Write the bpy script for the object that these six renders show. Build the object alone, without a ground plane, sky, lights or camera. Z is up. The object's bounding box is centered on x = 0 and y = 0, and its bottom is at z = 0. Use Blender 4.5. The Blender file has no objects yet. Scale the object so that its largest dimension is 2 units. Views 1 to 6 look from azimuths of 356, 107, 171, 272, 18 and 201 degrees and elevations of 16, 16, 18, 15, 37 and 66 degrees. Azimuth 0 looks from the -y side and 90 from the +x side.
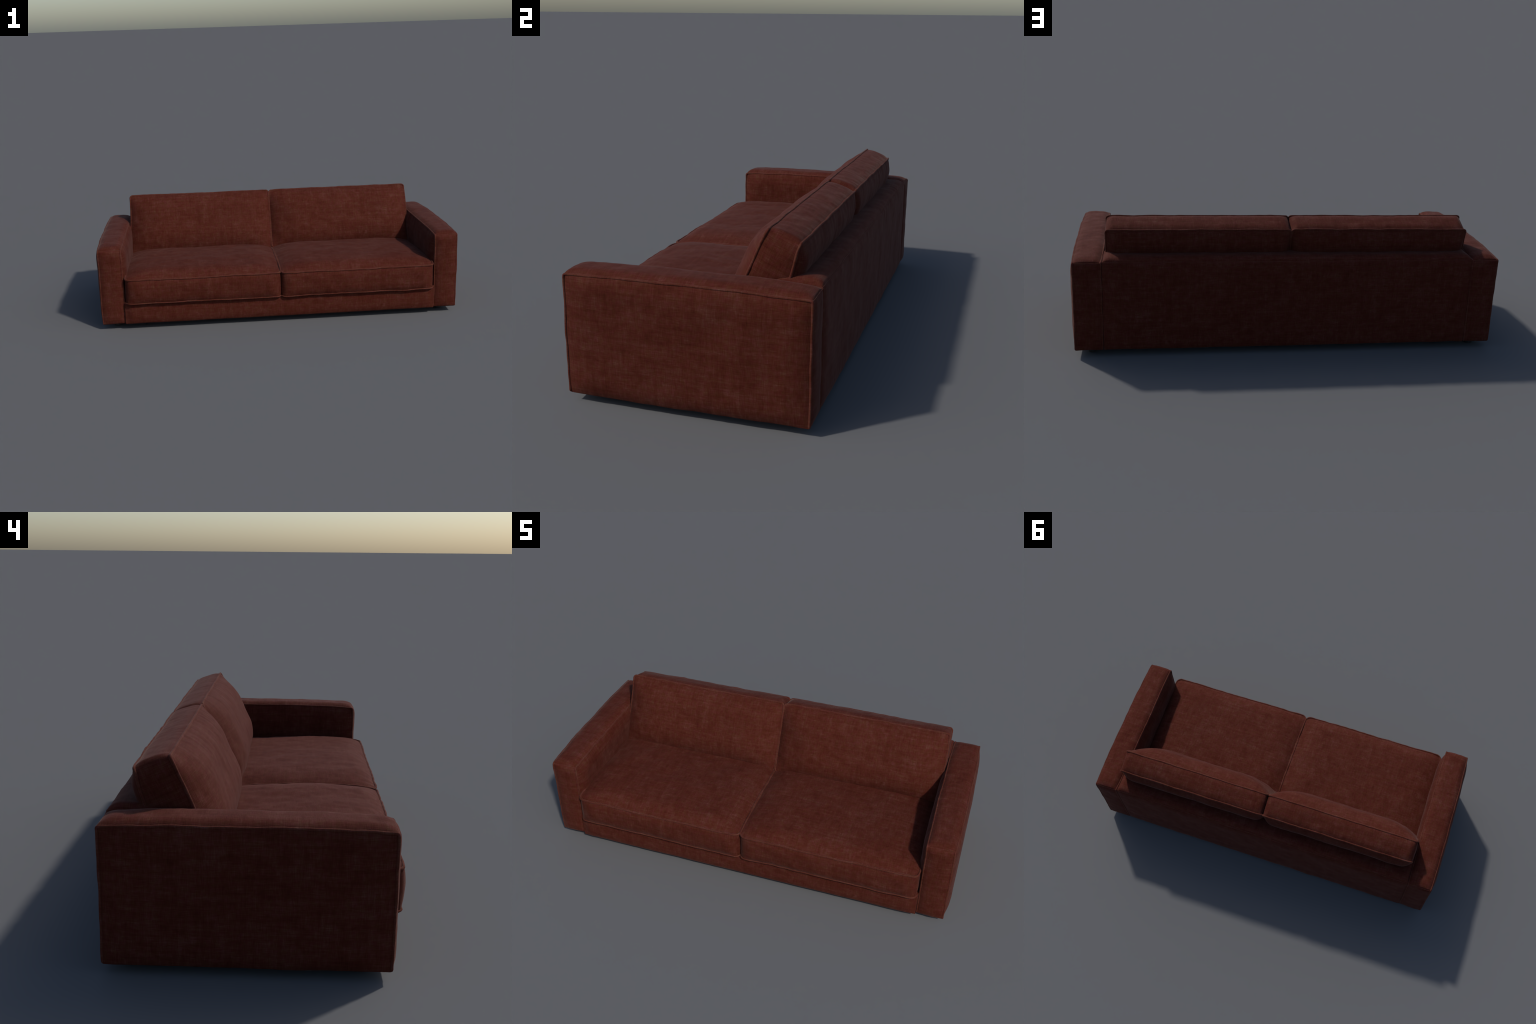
"""Two-seat upholstered sofa: padded blocks with welted seams, loose cushions, small dark feet."""
import bpy, math
import numpy as np
from mathutils import Vector, Matrix, noise

# ------------------------------------------------------------------ materials
def fabric_material(name, lift=(1.0, 1.0, 1.0)):
    """Rust-red chenille: crossing broken threads over soft pile patches."""
    m = bpy.data.materials.new(name)
    m.use_nodes = True
    nt = m.node_tree
    nt.nodes.clear()
    N, L = nt.nodes.new, nt.links.new

    def math_node(op, a, b=None, c=None):
        n = N("ShaderNodeMath"); n.operation = op
        for i, v in enumerate((a, b, c)):
            if v is None: continue
            if isinstance(v, (int, float)): n.inputs[i].default_value = v
            else: L(v, n.inputs[i])
        return n.outputs[0]

    def combine(x, y, z):
        n = N("ShaderNodeCombineXYZ")
        for i, v in enumerate((x, y, z)):
            if isinstance(v, (int, float)): n.inputs[i].default_value = v
            else: L(v, n.inputs[i])
        return n.outputs[0]

    def tex(vec, scale, detail=2.0, rough=0.55, dist=0.0):
        n = N("ShaderNodeTexNoise"); n.inputs["Scale"].default_value = scale
        n.inputs["Detail"].default_value = detail
        n.inputs["Roughness"].default_value = rough
        n.inputs["Distortion"].default_value = dist
        L(vec, n.inputs["Vector"])
        return n.outputs["Fac"]

    tc = N("ShaderNodeTexCoord")
    sp = N("ShaderNodeSeparateXYZ"); L(tc.outputs["Object"], sp.inputs[0])
    sn = N("ShaderNodeSeparateXYZ"); L(tc.outputs["Normal"], sn.inputs[0])
    x, y, z = sp.outputs
    ax, ay, az = (math_node("ABSOLUTE", o) for o in sn.outputs)
    # the cloth is cut flat on each panel: pick the two in-plane axes for warp and weft
    side = math_node("GREATER_THAN", ax, math_node("MAXIMUM", ay, az))
    top = math_node("GREATER_THAN", az, math_node("MAXIMUM", ax, ay))
    def pick(f, yes, no):
        return math_node("ADD", math_node("MULTIPLY", f, yes),
                         math_node("MULTIPLY", math_node("SUBTRACT", 1.0, f), no))
    a = pick(side, y, x)
    b = pick(top, y, z)
    cut = math_node("ADD", math_node("MULTIPLY", side, 7.3), math_node("MULTIPLY", top, 3.1))

    weft = tex(combine(math_node("MULTIPLY", a, 38.0), math_node("MULTIPLY", b, 400.0), cut), 1.0, 2.5, 0.6)
    warp = tex(combine(math_node("MULTIPLY", a, 400.0), math_node("MULTIPLY", b, 38.0), math_node("ADD", cut, 11.0)), 1.0, 2.5, 0.6)
    slub = tex(combine(math_node("MULTIPLY", a, 7.0), math_node("MULTIPLY", b, 95.0), math_node("ADD", cut, 5.0)), 1.0, 2.0)
    slub2 = tex(combine(math_node("MULTIPLY", a, 95.0), math_node("MULTIPLY", b, 7.0), math_node("ADD", cut, 17.0)), 1.0, 2.0)
    patch = tex(combine(a, b, cut), 22.0, 5.0, 0.65, 0.4)
    broad = tex(combine(a, b, cut), 5.0, 2.0)
    tint = tex(combine(math_node("MULTIPLY", a, 1.0), math_node("MULTIPLY", b, 1.0), math_node("ADD", cut, 31.0)), 60.0, 3.0, 0.6)

    def centred(v, w): return math_node("MULTIPLY", math_node("SUBTRACT", v, 0.5), w)
    tone = centred(weft, 0.64)
    for v, w in ((warp, 0.64), (slub, 0.42), (slub2, 0.36), (patch, 0.78), (broad, 0.26)):
        tone = math_node("ADD", tone, centred(v, w))
    tone = math_node("ADD", tone, 0.5)

    ramp = N("ShaderNodeValToRGB"); L(tone, ramp.inputs[0])
    els = ramp.color_ramp.elements
    cols = [(0.10, (0.042, 0.0064, 0.0032)), (0.42, (0.065, 0.0124, 0.0068)),
            (0.62, (0.077, 0.0188, 0.0118)), (0.90, (0.102, 0.0345, 0.0245))]
    els[0].position, els[1].position = cols[0][0], cols[-1][0]
    for p, _ in cols[1:-1]: els.new(p)
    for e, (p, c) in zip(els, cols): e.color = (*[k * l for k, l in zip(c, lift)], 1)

    # some threads lean to brown, some to a cooler plum
    brown = N("ShaderNodeMix"); brown.data_type = "RGBA"; brown.blend_type = "MULTIPLY"
    hue = N("ShaderNodeValToRGB"); L(tint, hue.inputs[0])
    hue.color_ramp.elements[0].position = 0.35; hue.color_ramp.elements[0].color = (0.94, 1.12, 0.92, 1)
    hue.color_ramp.elements[1].position = 0.65; hue.color_ramp.elements[1].color = (1.03, 0.97, 1.16, 1)
    brown.inputs["Factor"].default_value = 1.0
    L(ramp.outputs[0], brown.inputs["A"]); L(hue.outputs[0], brown.inputs["B"])

    bs = N("ShaderNodeBsdfPrincipled")
    L(brown.outputs["Result"], bs.inputs["Base Color"])
    bs.inputs["Roughness"].default_value = 0.85
    bs.inputs["Specular IOR Level"].default_value = 0.08
    bs.inputs["Sheen Weight"].default_value = 0.12
    bs.inputs["Sheen Roughness"].default_value = 0.32
    bs.inputs["Sheen Tint"].default_value = (1.0, 0.66, 0.58, 1)
    bump = N("ShaderNodeBump"); bump.inputs["Strength"].default_value = 0.35
    bump.inputs["Distance"].default_value = 0.0012
    L(math_node("ADD", weft, warp), bump.inputs["Height"])
    L(bump.outputs[0], bs.inputs["Normal"])
    out = N("ShaderNodeOutputMaterial"); L(bs.outputs[0], out.inputs[0])
    return m


def foot_material():
    m = bpy.data.materials.new("black_plastic"); m.use_nodes = True
    nt = m.node_tree; bs = nt.nodes["Principled BSDF"]
    n = nt.nodes.new("ShaderNodeTexNoise"); n.inputs["Scale"].default_value = 90
    r = nt.nodes.new("ShaderNodeValToRGB")
    r.color_ramp.elements[0].color = (0.010, 0.009, 0.009, 1)
    r.color_ramp.elements[1].color = (0.020, 0.018, 0.018, 1)
    nt.links.new(n.outputs["Fac"], r.inputs[0]); nt.links.new(r.outputs[0], bs.inputs["Base Color"])
    bs.inputs["Roughness"].default_value = 0.5
    return m

FABRIC = fabric_material("rust_chenille")
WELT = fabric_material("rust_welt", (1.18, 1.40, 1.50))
PLASTIC = foot_material()

# ------------------------------------------------------------------ helpers
def axis_grid(lo, hi, step, fine):
    """Coordinates from lo to hi, crowded towards both ends."""
    near = [0, .0015, .0035, .006, .009, .0125, .0165, .021, .026]
    near = [n for n in near if n < (hi - lo) * 0.3] if fine else [0]
    inner_lo, inner_hi = lo + near[-1], hi - near[-1]
    n = max(2, int(round((inner_hi - inner_lo) / step)))
    mid = np.linspace(inner_lo, inner_hi, n + 1)
    return np.concatenate([[lo + k for k in near[:-1]], mid, [hi - k for k in near[:-1]][::-1]])


def rise(d, w, kind):
    """How far padding has swollen at distance d from a seam; w is where it levels off."""
    t = np.clip(d / w, 0, 1)
    if kind == "seam":                 # pulled down hard at the stitched edge
        return (1 - (1 - t) ** 2.2) ** 0.85
    return t * t * (3 - 2 * t)         # eases in round an unstitched corner


def wobble(p, seed, amp, freq):
    q = Vector(p) * freq + Vector((seed * 13.7, seed * 5.1, seed * 9.3))
    return noise.noise(q) * amp


class Block:
    """A padded box. faces[(axis, sign)] = dict(swell, w=(w_u, w_v), kind=(k_u, k_v))
    round_axis: axis whose outline corners are rounded, radius(sign_u, sign_v)."""
    def __init__(self, lo, hi, faces, round_axis, radius, seed, step=0.009, edge_wave=0.0022,
                 pucker=0.0009, lumps=0.0016, shape=None):
        self.lo, self.hi = np.array(lo, float), np.array(hi, float)
        self.faces, self.ra, self.radius = faces, round_axis, radius
        self.seed, self.step = seed, step
        self.edge_wave, self.pucker, self.lumps = edge_wave, pucker, lumps
        self.plain = shape is None
        self.shape = shape or (lambda p: p)

    def rounded(self, p):
        u, v = [k for k in range(3) if k != self.ra]
        c = (self.lo + self.hi) / 2
        su, sv = (1 if p[u] > c[u] else -1), (1 if p[v] > c[v] else -1)
        r = self.radius(su, sv)
        cu = (self.hi[u] - r) if su > 0 else (self.lo[u] + r)
        cv = (self.hi[v] - r) if sv > 0 else (self.lo[v] + r)
        du, dv = (p[u] - cu) * su, (p[v] - cv) * sv
        q = np.array(p, float)
        if du > 0 and dv > 0:
            big = math.hypot(du, dv)
            m = max(du, dv)
            if big > 1e-9:
                q[u] = cu + su * du * m / big
                q[v] = cv + sv * dv * m / big
        return q

    def warp(self, q):
        """Small hand-sewn irregularity, shared by panels and welts so they stay joined."""
        e, s = self.edge_wave, self.seed
        v = Vector(q)
        k = Vector((s * 13.7, s * 5.1, s * 9.3))
        v = v + noise.noise_vector(v * 10.0 + k) * e + noise.noise_vector(v * 27.0 + k) * (e * 0.45)
        return self.shape(np.array(v))

    def mesh(self):
        verts, faces, index = [], [], {}
        def put(co, key):
            if key not in index:
                index[key] = len(verts); verts.append(co)
            return index[key]
        for (ax, sg), f in self.faces.items():
            u, v = [k for k in range(3) if k != ax]
            gu = axis_grid(self.lo[u], self.hi[u], self.step, True)
            gv = axis_grid(self.lo[v], self.hi[v], self.step, True)
            nu, nv = len(gu), len(gv)
            ids = np.zeros((nu, nv), int)
            wu, wv = f["w"]; ku, kv = f["kind"]
            for i, cu in enumerate(gu):
                du = min(cu - self.lo[u], self.hi[u] - cu)
                for j, cv in enumerate(gv):
                    dv = min(cv - self.lo[v], self.hi[v] - cv)
                    p = np.zeros(3); p[u], p[v] = cu, cv
                    p[ax] = self.hi[ax] if sg > 0 else self.lo[ax]
                    q = self.rounded(p)
                    m = float(rise(du, wu, ku) * rise(dv, wv, kv))
                    h = f["swell"] * m
                    if "extra" in f: h += f["extra"](q) * m
                    if m > 0:
                        s = self.seed
                        h += m * (wobble(q, s + 40, self.lumps * f.get("lump", 1), 7.0) +
                                  wobble(q, s + 50, self.lumps * 0.4 * f.get("lump", 1), 19.0))
                        # gathers that run away from each stitched edge
                        pk = self.pucker * f.get("pucker", 1)
                        if kv == "seam":
                            g = math.exp(-dv / 0.045) * (1 - math.exp(-dv / 0.006))
                            h += pk * g * 2.2 * noise.noise(Vector((cu * 48, dv * 7, s + ax + 7 * (cv > gv[nv // 2]))))
                        if ku == "seam":
                            g = math.exp(-du / 0.045) * (1 - math.exp(-du / 0.006))
                            h += pk * g * 1.1 * noise.noise(Vector((cv * 40, du * 7, s + ax + 20 + 7 * (cu > gu[nu // 2]))))
                    w = self.warp(q)
                    n = np.zeros(3); n[ax] = sg
                    if h != 0:
                        w = w + self.dirn(q, n) * h
                    ids[i, j] = put(w, tuple(np.round(p, 5)) if (du < 1e-7 or dv < 1e-7) else (ax, sg, i, j))
            flip = (sg > 0) == (ax == 1)
            for i in range(nu - 1):
                for j in range(nv - 1):
                    a, b, c, d = ids[i, j], ids[i + 1, j], ids[i + 1, j + 1], ids[i, j + 1]
                    faces.append((a, d, c, b) if flip else (a, b, c, d))
        return verts, faces

    def dirn(self, q, n):
        if self.plain: return n
        a = self.shape(np.array(q)); b = self.shape(np.array(q) + n * 1e-3)
        d = b - a
        return d / np.linalg.norm(d)

    def welt(self, sign, r, out_side, out_face, open_bottom=False, seg=10):
        """Folded stitched welt along one rounded outline (face ra, sign). out_side / out_face say
        how far its centre stands off the band and off the panel: the lower one blends in,
        the higher one leaves the crease."""
        u, v = [k for k in range(3) if k != self.ra]
        lo, hi = self.lo, self.hi
        gu = axis_grid(lo[u], hi[u], 0.008, True); gv = axis_grid(lo[v], hi[v], 0.008, True)
        path = [(hi[u], b) for b in gv[1:]] + [(a, hi[v]) for a in gu[::-1][1:]] + \
               [(lo[u], b) for b in gv[::-1][1:]]
        if not open_bottom:
            path += [(a, lo[v]) for a in gu[1:]]
        c = (lo + hi) / 2
        flat = []
        for a, b in path:
            p = np.zeros(3); p[u], p[v] = a, b
            p[self.ra] = hi[self.ra] if sign > 0 else lo[self.ra]
            flat.append(self.rounded(p))
        n = len(flat)
        verts, faces = [], []
        axis = np.zeros(3); axis[self.ra] = sign
        for k in range(n):
            k0, k1 = ((k - 1) % n, (k + 1) % n) if not open_bottom else (max(k - 1, 0), min(k + 1, n - 1))
            t = flat[k1] - flat[k0]; t /= np.linalg.norm(t)
            o = np.cross(axis, t); o /= np.linalg.norm(o)
            if np.dot(o, flat[k] - c) < 0: o = -o
            fat = 1 + 0.22 * noise.noise(Vector(flat[k]) * 30)
            if open_bottom: fat *= min(1.0, 0.45 + 0.14 * min(k, n - 1 - k))
            w, do, da = self.warp(flat[k]), self.dirn(flat[k], o), self.dirn(flat[k], axis)
            for s in range(seg):
                th = 2 * math.pi * s / seg
                verts.append(w + do * (out_side + r * fat * math.cos(th)) + da * (out_face + r * fat * math.sin(th)))
        for k in range(n if not open_bottom else n - 1):
            for s in range(seg):
                a, b = k * seg + s, k * seg + (s + 1) % seg
                c2, d = ((k + 1) % n) * seg + (s + 1) % seg, ((k + 1) % n) * seg + s
                faces.append((a, b, c2, d))
        if open_bottom:
            faces += [tuple(range(seg)), tuple(range((n - 1) * seg, n * seg))]
        return verts, faces


def add_object(name, verts, faces, mat, parent, angle=48.0):
    me = bpy.data.meshes.new(name)
    me.from_pydata([tuple(map(float, v)) for v in verts], [], faces)
    me.update()
    import bmesh
    bm = bmesh.new(); bm.from_mesh(me)
    bmesh.ops.recalc_face_normals(bm, faces=bm.faces)
    bm.to_mesh(me); bm.free()
    me.polygons.foreach_set("use_smooth", [True] * len(me.polygons))
    me.set_sharp_from_angle(angle=math.radians(angle))
    me.materials.append(mat)
    ob = bpy.data.objects.new(name, me)
    bpy.context.scene.collection.objects.link(ob)
    ob.parent = parent
    return ob


def stitch_line(points, r, parent, seg=6):
    """Thin ridge where two pieces of cloth are sewn edge to edge, along a list of points."""
    P = [np.array(p, float) for p in points]
    verts, faces = [], []
    for k in range(len(P)):
        t = P[min(k + 1, len(P) - 1)] - P[max(k - 1, 0)]; t /= np.linalg.norm(t)
        a = np.cross(t, (0.0, 0.6, 0.8)); a /= np.linalg.norm(a); b = np.cross(t, a)
        for s in range(seg):
            th = 2 * math.pi * s / seg
            verts.append(P[k] + (a * math.cos(th) + b * math.sin(th)) * r)
    for k in range(len(P) - 1):
        for s in range(seg):
            faces.append((k * seg + s, k * seg + (s + 1) % seg, (k + 1) * seg + (s + 1) % seg, (k + 1) * seg + s))
    faces += [tuple(range(seg)), tuple(range((len(P) - 1) * seg, len(P) * seg))]
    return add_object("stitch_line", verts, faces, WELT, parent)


def upholster(name, block, parent, welts=(1, -1), r=0.0048, out_side=0.0, out_face=0.0, open_bottom=False):
    v, f = block.mesh()
    ob = add_object(name, v, f, FABRIC, parent)
    for s in welts:
        low = 0.78 if (block.ra == 2 and s < 0) else 1.0      # under seam of a seat is pulled tighter
        wv, wf = block.welt(s, r * low, out_side, out_face, open_bottom)
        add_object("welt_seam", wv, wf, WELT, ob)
    return ob

# ------------------------------------------------------------------ the sofa
sofa = bpy.data.objects.new("sofa", None)
bpy.context.scene.collection.objects.link(sofa)
sofa["label"] = "rust red two-seat fabric sofa with boxy arms"
sofa["category"] = "sofa"

S, E = "seam", "ease"
G = 0.0045           # how far a panel sits behind the lip of its welt

# armrests: side panels edged with welts, one padded band running front-top-back
for side in (1, -1):
    x0, x1 = sorted((side * 0.853, side * 0.981))
    fx = {
        (0, side): dict(swell=0.0165, w=(0.09, 0.07), kind=(S, S), lump=0.7),
        (0, -side): dict(swell=0.024, w=(0.08, 0.08), kind=(S, S), lump=0.5),
        (2, 1): dict(swell=0.0145, w=(0.036, 0.042), kind=(S, S)),
        (2, -1): dict(swell=0.0, w=(0.05, 0.05), kind=(E, E)),
        (1, -1): dict(swell=0.011, w=(0.05, 0.04), kind=(S, S), lump=0.7),
        (1, 1): dict(swell=0.007, w=(0.05, 0.04), kind=(S, S), lump=0.7),
    }
    def arm_radius(sy, sz):
        if sz < 0: return 0.007
        return 0.011 if sy < 0 else 0.008
    def arm_shape(q, side=side):
        """Tops of the arms spread a little and rise between their corners."""
        q = np.array(q, float)
        ty = np.clip((q[1] + 0.393) / 0.831, 0, 1)
        bow = min(1.0, 1.35 * math.sin(math.pi * ty)) * (0.45 + 0.55 * np.clip((q[2] - 0.03) / 0.42, 0, 1))
        out = np.clip((abs(q[0]) - 0.853) / 0.128, 0, 1)
        q[0] += side * bow * (0.006 * out - 0.004 * (1 - out))
        q[2] += bow * (0.007 + 0.003 * (1 - out)) * np.clip((q[2] - 0.25) / 0.2, 0, 1)
        return q
    blk = Block((x0 + G, -0.393, 0.0285), (x1 - G, 0.438, 0.447), fx, 0, arm_radius,
                seed=3.0 + side, shape=arm_shape)
    arm = upholster("armrest", blk, sofa, out_side=-0.0024, out_face=0.0008, open_bottom=True)
    # cross seams where the top strip meets the front and rear strips
    for y, sg in ((-0.393, -1), (0.438, 1)):
        corner = blk.radius(sg, 1) * (1 - math.sqrt(0.5))
        stitch_line([blk.warp((x, y - sg * corner, 0.447 - corner)) for x in np.linspace(x0 + G, x1 - G, 16)],
                    0.0017, arm)

# base rail below the seat
fx = {k: dict(swell=0.0, w=(0.05, 0.05), kind=(E, E)) for k in ((0, 1), (0, -1), (2, 1), (2, -1), (1, 1))}
fx[(1, -1)] = dict(swell=0.010, w=(0.04, 0.05), kind=(E, S), lump=0.6)
blk = Block((-0.853, -0.406, 0.029), (0.853, 0.33, 0.158), fx, 0, lambda a, b: 0.008, seed=8.0,
            edge_wave=0.001, step=0.012)
upholster("base_rail", blk, sofa, welts=())

# fixed backrest behind the loose cushions
fx = {
    (0, 1): dict(swell=0.0, w=(0.05, 0.05), kind=(E, E)),
    (0, -1): dict(swell=0.0, w=(0.05, 0.05), kind=(E, E)),
    (2, 1): dict(swell=0.019, w=(0.03, 0.040), kind=(S, S), lump=0.8),
    (2, -1): dict(swell=0.0, w=(0.05, 0.05), kind=(E, E)),
    (1, 1): dict(swell=0.007, w=(0.05, 0.05), kind=(S, S), lump=0.8),
    (1, -1): dict(swell=0.004, w=(0.05, 0.05), kind=(S, S)),
}
blk = Block((-0.851, 0.272, 0.029), (0.851, 0.438, 0.450), fx, 0, lambda a, b: 0.008, seed=12.0, step=0.011)
back = upholster("backrest", blk, sofa, welts=())
stitch_line([blk.warp((x, 0.4357, 0.4477)) for x in np.linspace(-0.847, 0.847, 200)], 0.0019, back)

# seat cushions: slight wedge, seams rising to the rear
def seat_shape(q):
    q = np.array(q, float)
    t = np.clip((q[1] + 0.42) / 0.55, 0, 1.3)
    q[2] += 0.014 * math.sin(math.pi * t ** 0.75) * np.clip((q[2] - 0.15) / 0.13, 0, 1.3)
    return q
for side in (1, -1):
    x0, x1 = sorted((side * -0.003, side * 0.847))
    fx = {
        (2, 1): dict(swell=0.031, w=(0.18, 0.085), kind=(S, S), pucker=1.2, lump=1.2),
        (2, -1): dict(swell=0.004, w=(0.1, 0.1), kind=(S, S)),
        (1, -1): dict(swell=0.012, w=(0.06, 0.05), kind=(E, S)),
        (1, 1): dict(swell=0.010, w=(0.06, 0.07), kind=(E, S)),
        (0, 1): dict(swell=0.006, w=(0.06, 0.05), kind=(E, S)),
        (0, -1): dict(swell=0.006, w=(0.06, 0.05), kind=(E, S)),
    }
    blk = Block((x0 + G, -0.434 + G, 0.152), (x1 - G, 0.27, 0.284), fx, 2, lambda a, b: 0.026,
                seed=21.0 + 2 * side, edge_wave=0.0032, shape=seat_shape)
    upholster("seat_cushion", blk, sofa, out_side=0.0008, out_face=0.0004)

# back cushions: local y runs to the rear, local z up the lean
LEAN = math.radians(23.3)
H = 0.362
def cushion_shape(q):
    q = np.array(q, float)
    t = np.clip(q[2] / H, 0, 1)
    rear = q[1] / 0.115
    q[2] += 0.011 * rear * t                                   # rear seam stands a little higher
    q[1] += 0.022 * np.clip(rear, 0, 1.4) * math.sin(math.pi * min(1, t + 0.08)) # rear bows out
    q[1] -= 0.009 * np.clip(1 - rear, 0, 1.6) * (1 - t) ** 2    # foot of the front swells out
    return q
for side in (1, -1):
    x0, x1 = sorted((side * -0.002, side * 0.841))
    fx = {
        (1, -1): dict(swell=0.058, w=(0.19, 0.13), kind=(S, S), pucker=2.2, lump=1.4),
        (1, 1): dict(swell=0.032, w=(0.06, 0.07), kind=(S, S), pucker=1.2),
        (2, 1): dict(swell=0.011, w=(0.03, 0.045), kind=(E, S), pucker=1.0),
        (2, -1): dict(swell=0.006, w=(0.06, 0.05), kind=(E, S)),
        (0, 1): dict(swell=0.008, w=(0.05, 0.06), kind=(S, E)),
        (0, -1): dict(swell=0.008, w=(0.05, 0.06), kind=(S, E)),
    }
    blk = Block((x0 + G, 0.0, G), (x1 - G, 0.117, H - G), fx, 1,
                lambda a, b: 0.014, seed=33.0 + 2 * side, edge_wave=0.0026, shape=cushion_shape)
    ob = upholster("back_cushion", blk, sofa, out_side=0.0008, out_face=-0.0016)
    # front top seam at y 0.25, z 0.61
    up = Vector((0, math.sin(LEAN), math.cos(LEAN)))
    foot = Vector((0, 0.250, 0.613)) - up * H
    ob.matrix_local = Matrix.Translation(foot) @ Matrix.Rotation(-LEAN, 4, "X")

# feet
def foot_mesh():
    prof = [(0.0, 0.0), (0.019, 0.0), (0.0215, 0.002), (0.0225, 0.012), (0.0225, 0.036), (0.0, 0.036)]
    seg, v, f = 32, [], []
    for r, z in prof:
        for s in range(seg):
            t = 2 * math.pi * s / seg
            v.append((max(r, 1e-4) * math.cos(t), max(r, 1e-4) * math.sin(t), z))
    for i in range(len(prof) - 1):
        for s in range(seg):
            f.append((i * seg + s, i * seg + (s + 1) % seg, (i + 1) * seg + (s + 1) % seg, (i + 1) * seg + s))
    return v, f
fv, ff = foot_mesh()
first = add_object("foot", fv, ff, PLASTIC, sofa, 30)
spots = [(sx * 0.906, y) for sx in (1, -1) for y in (-0.316, 0.374)]
first.location = (*spots[0], 0)
for sp in spots[1:]:
    o = first.copy(); bpy.context.scene.collection.objects.link(o); o.location = (*sp, 0)
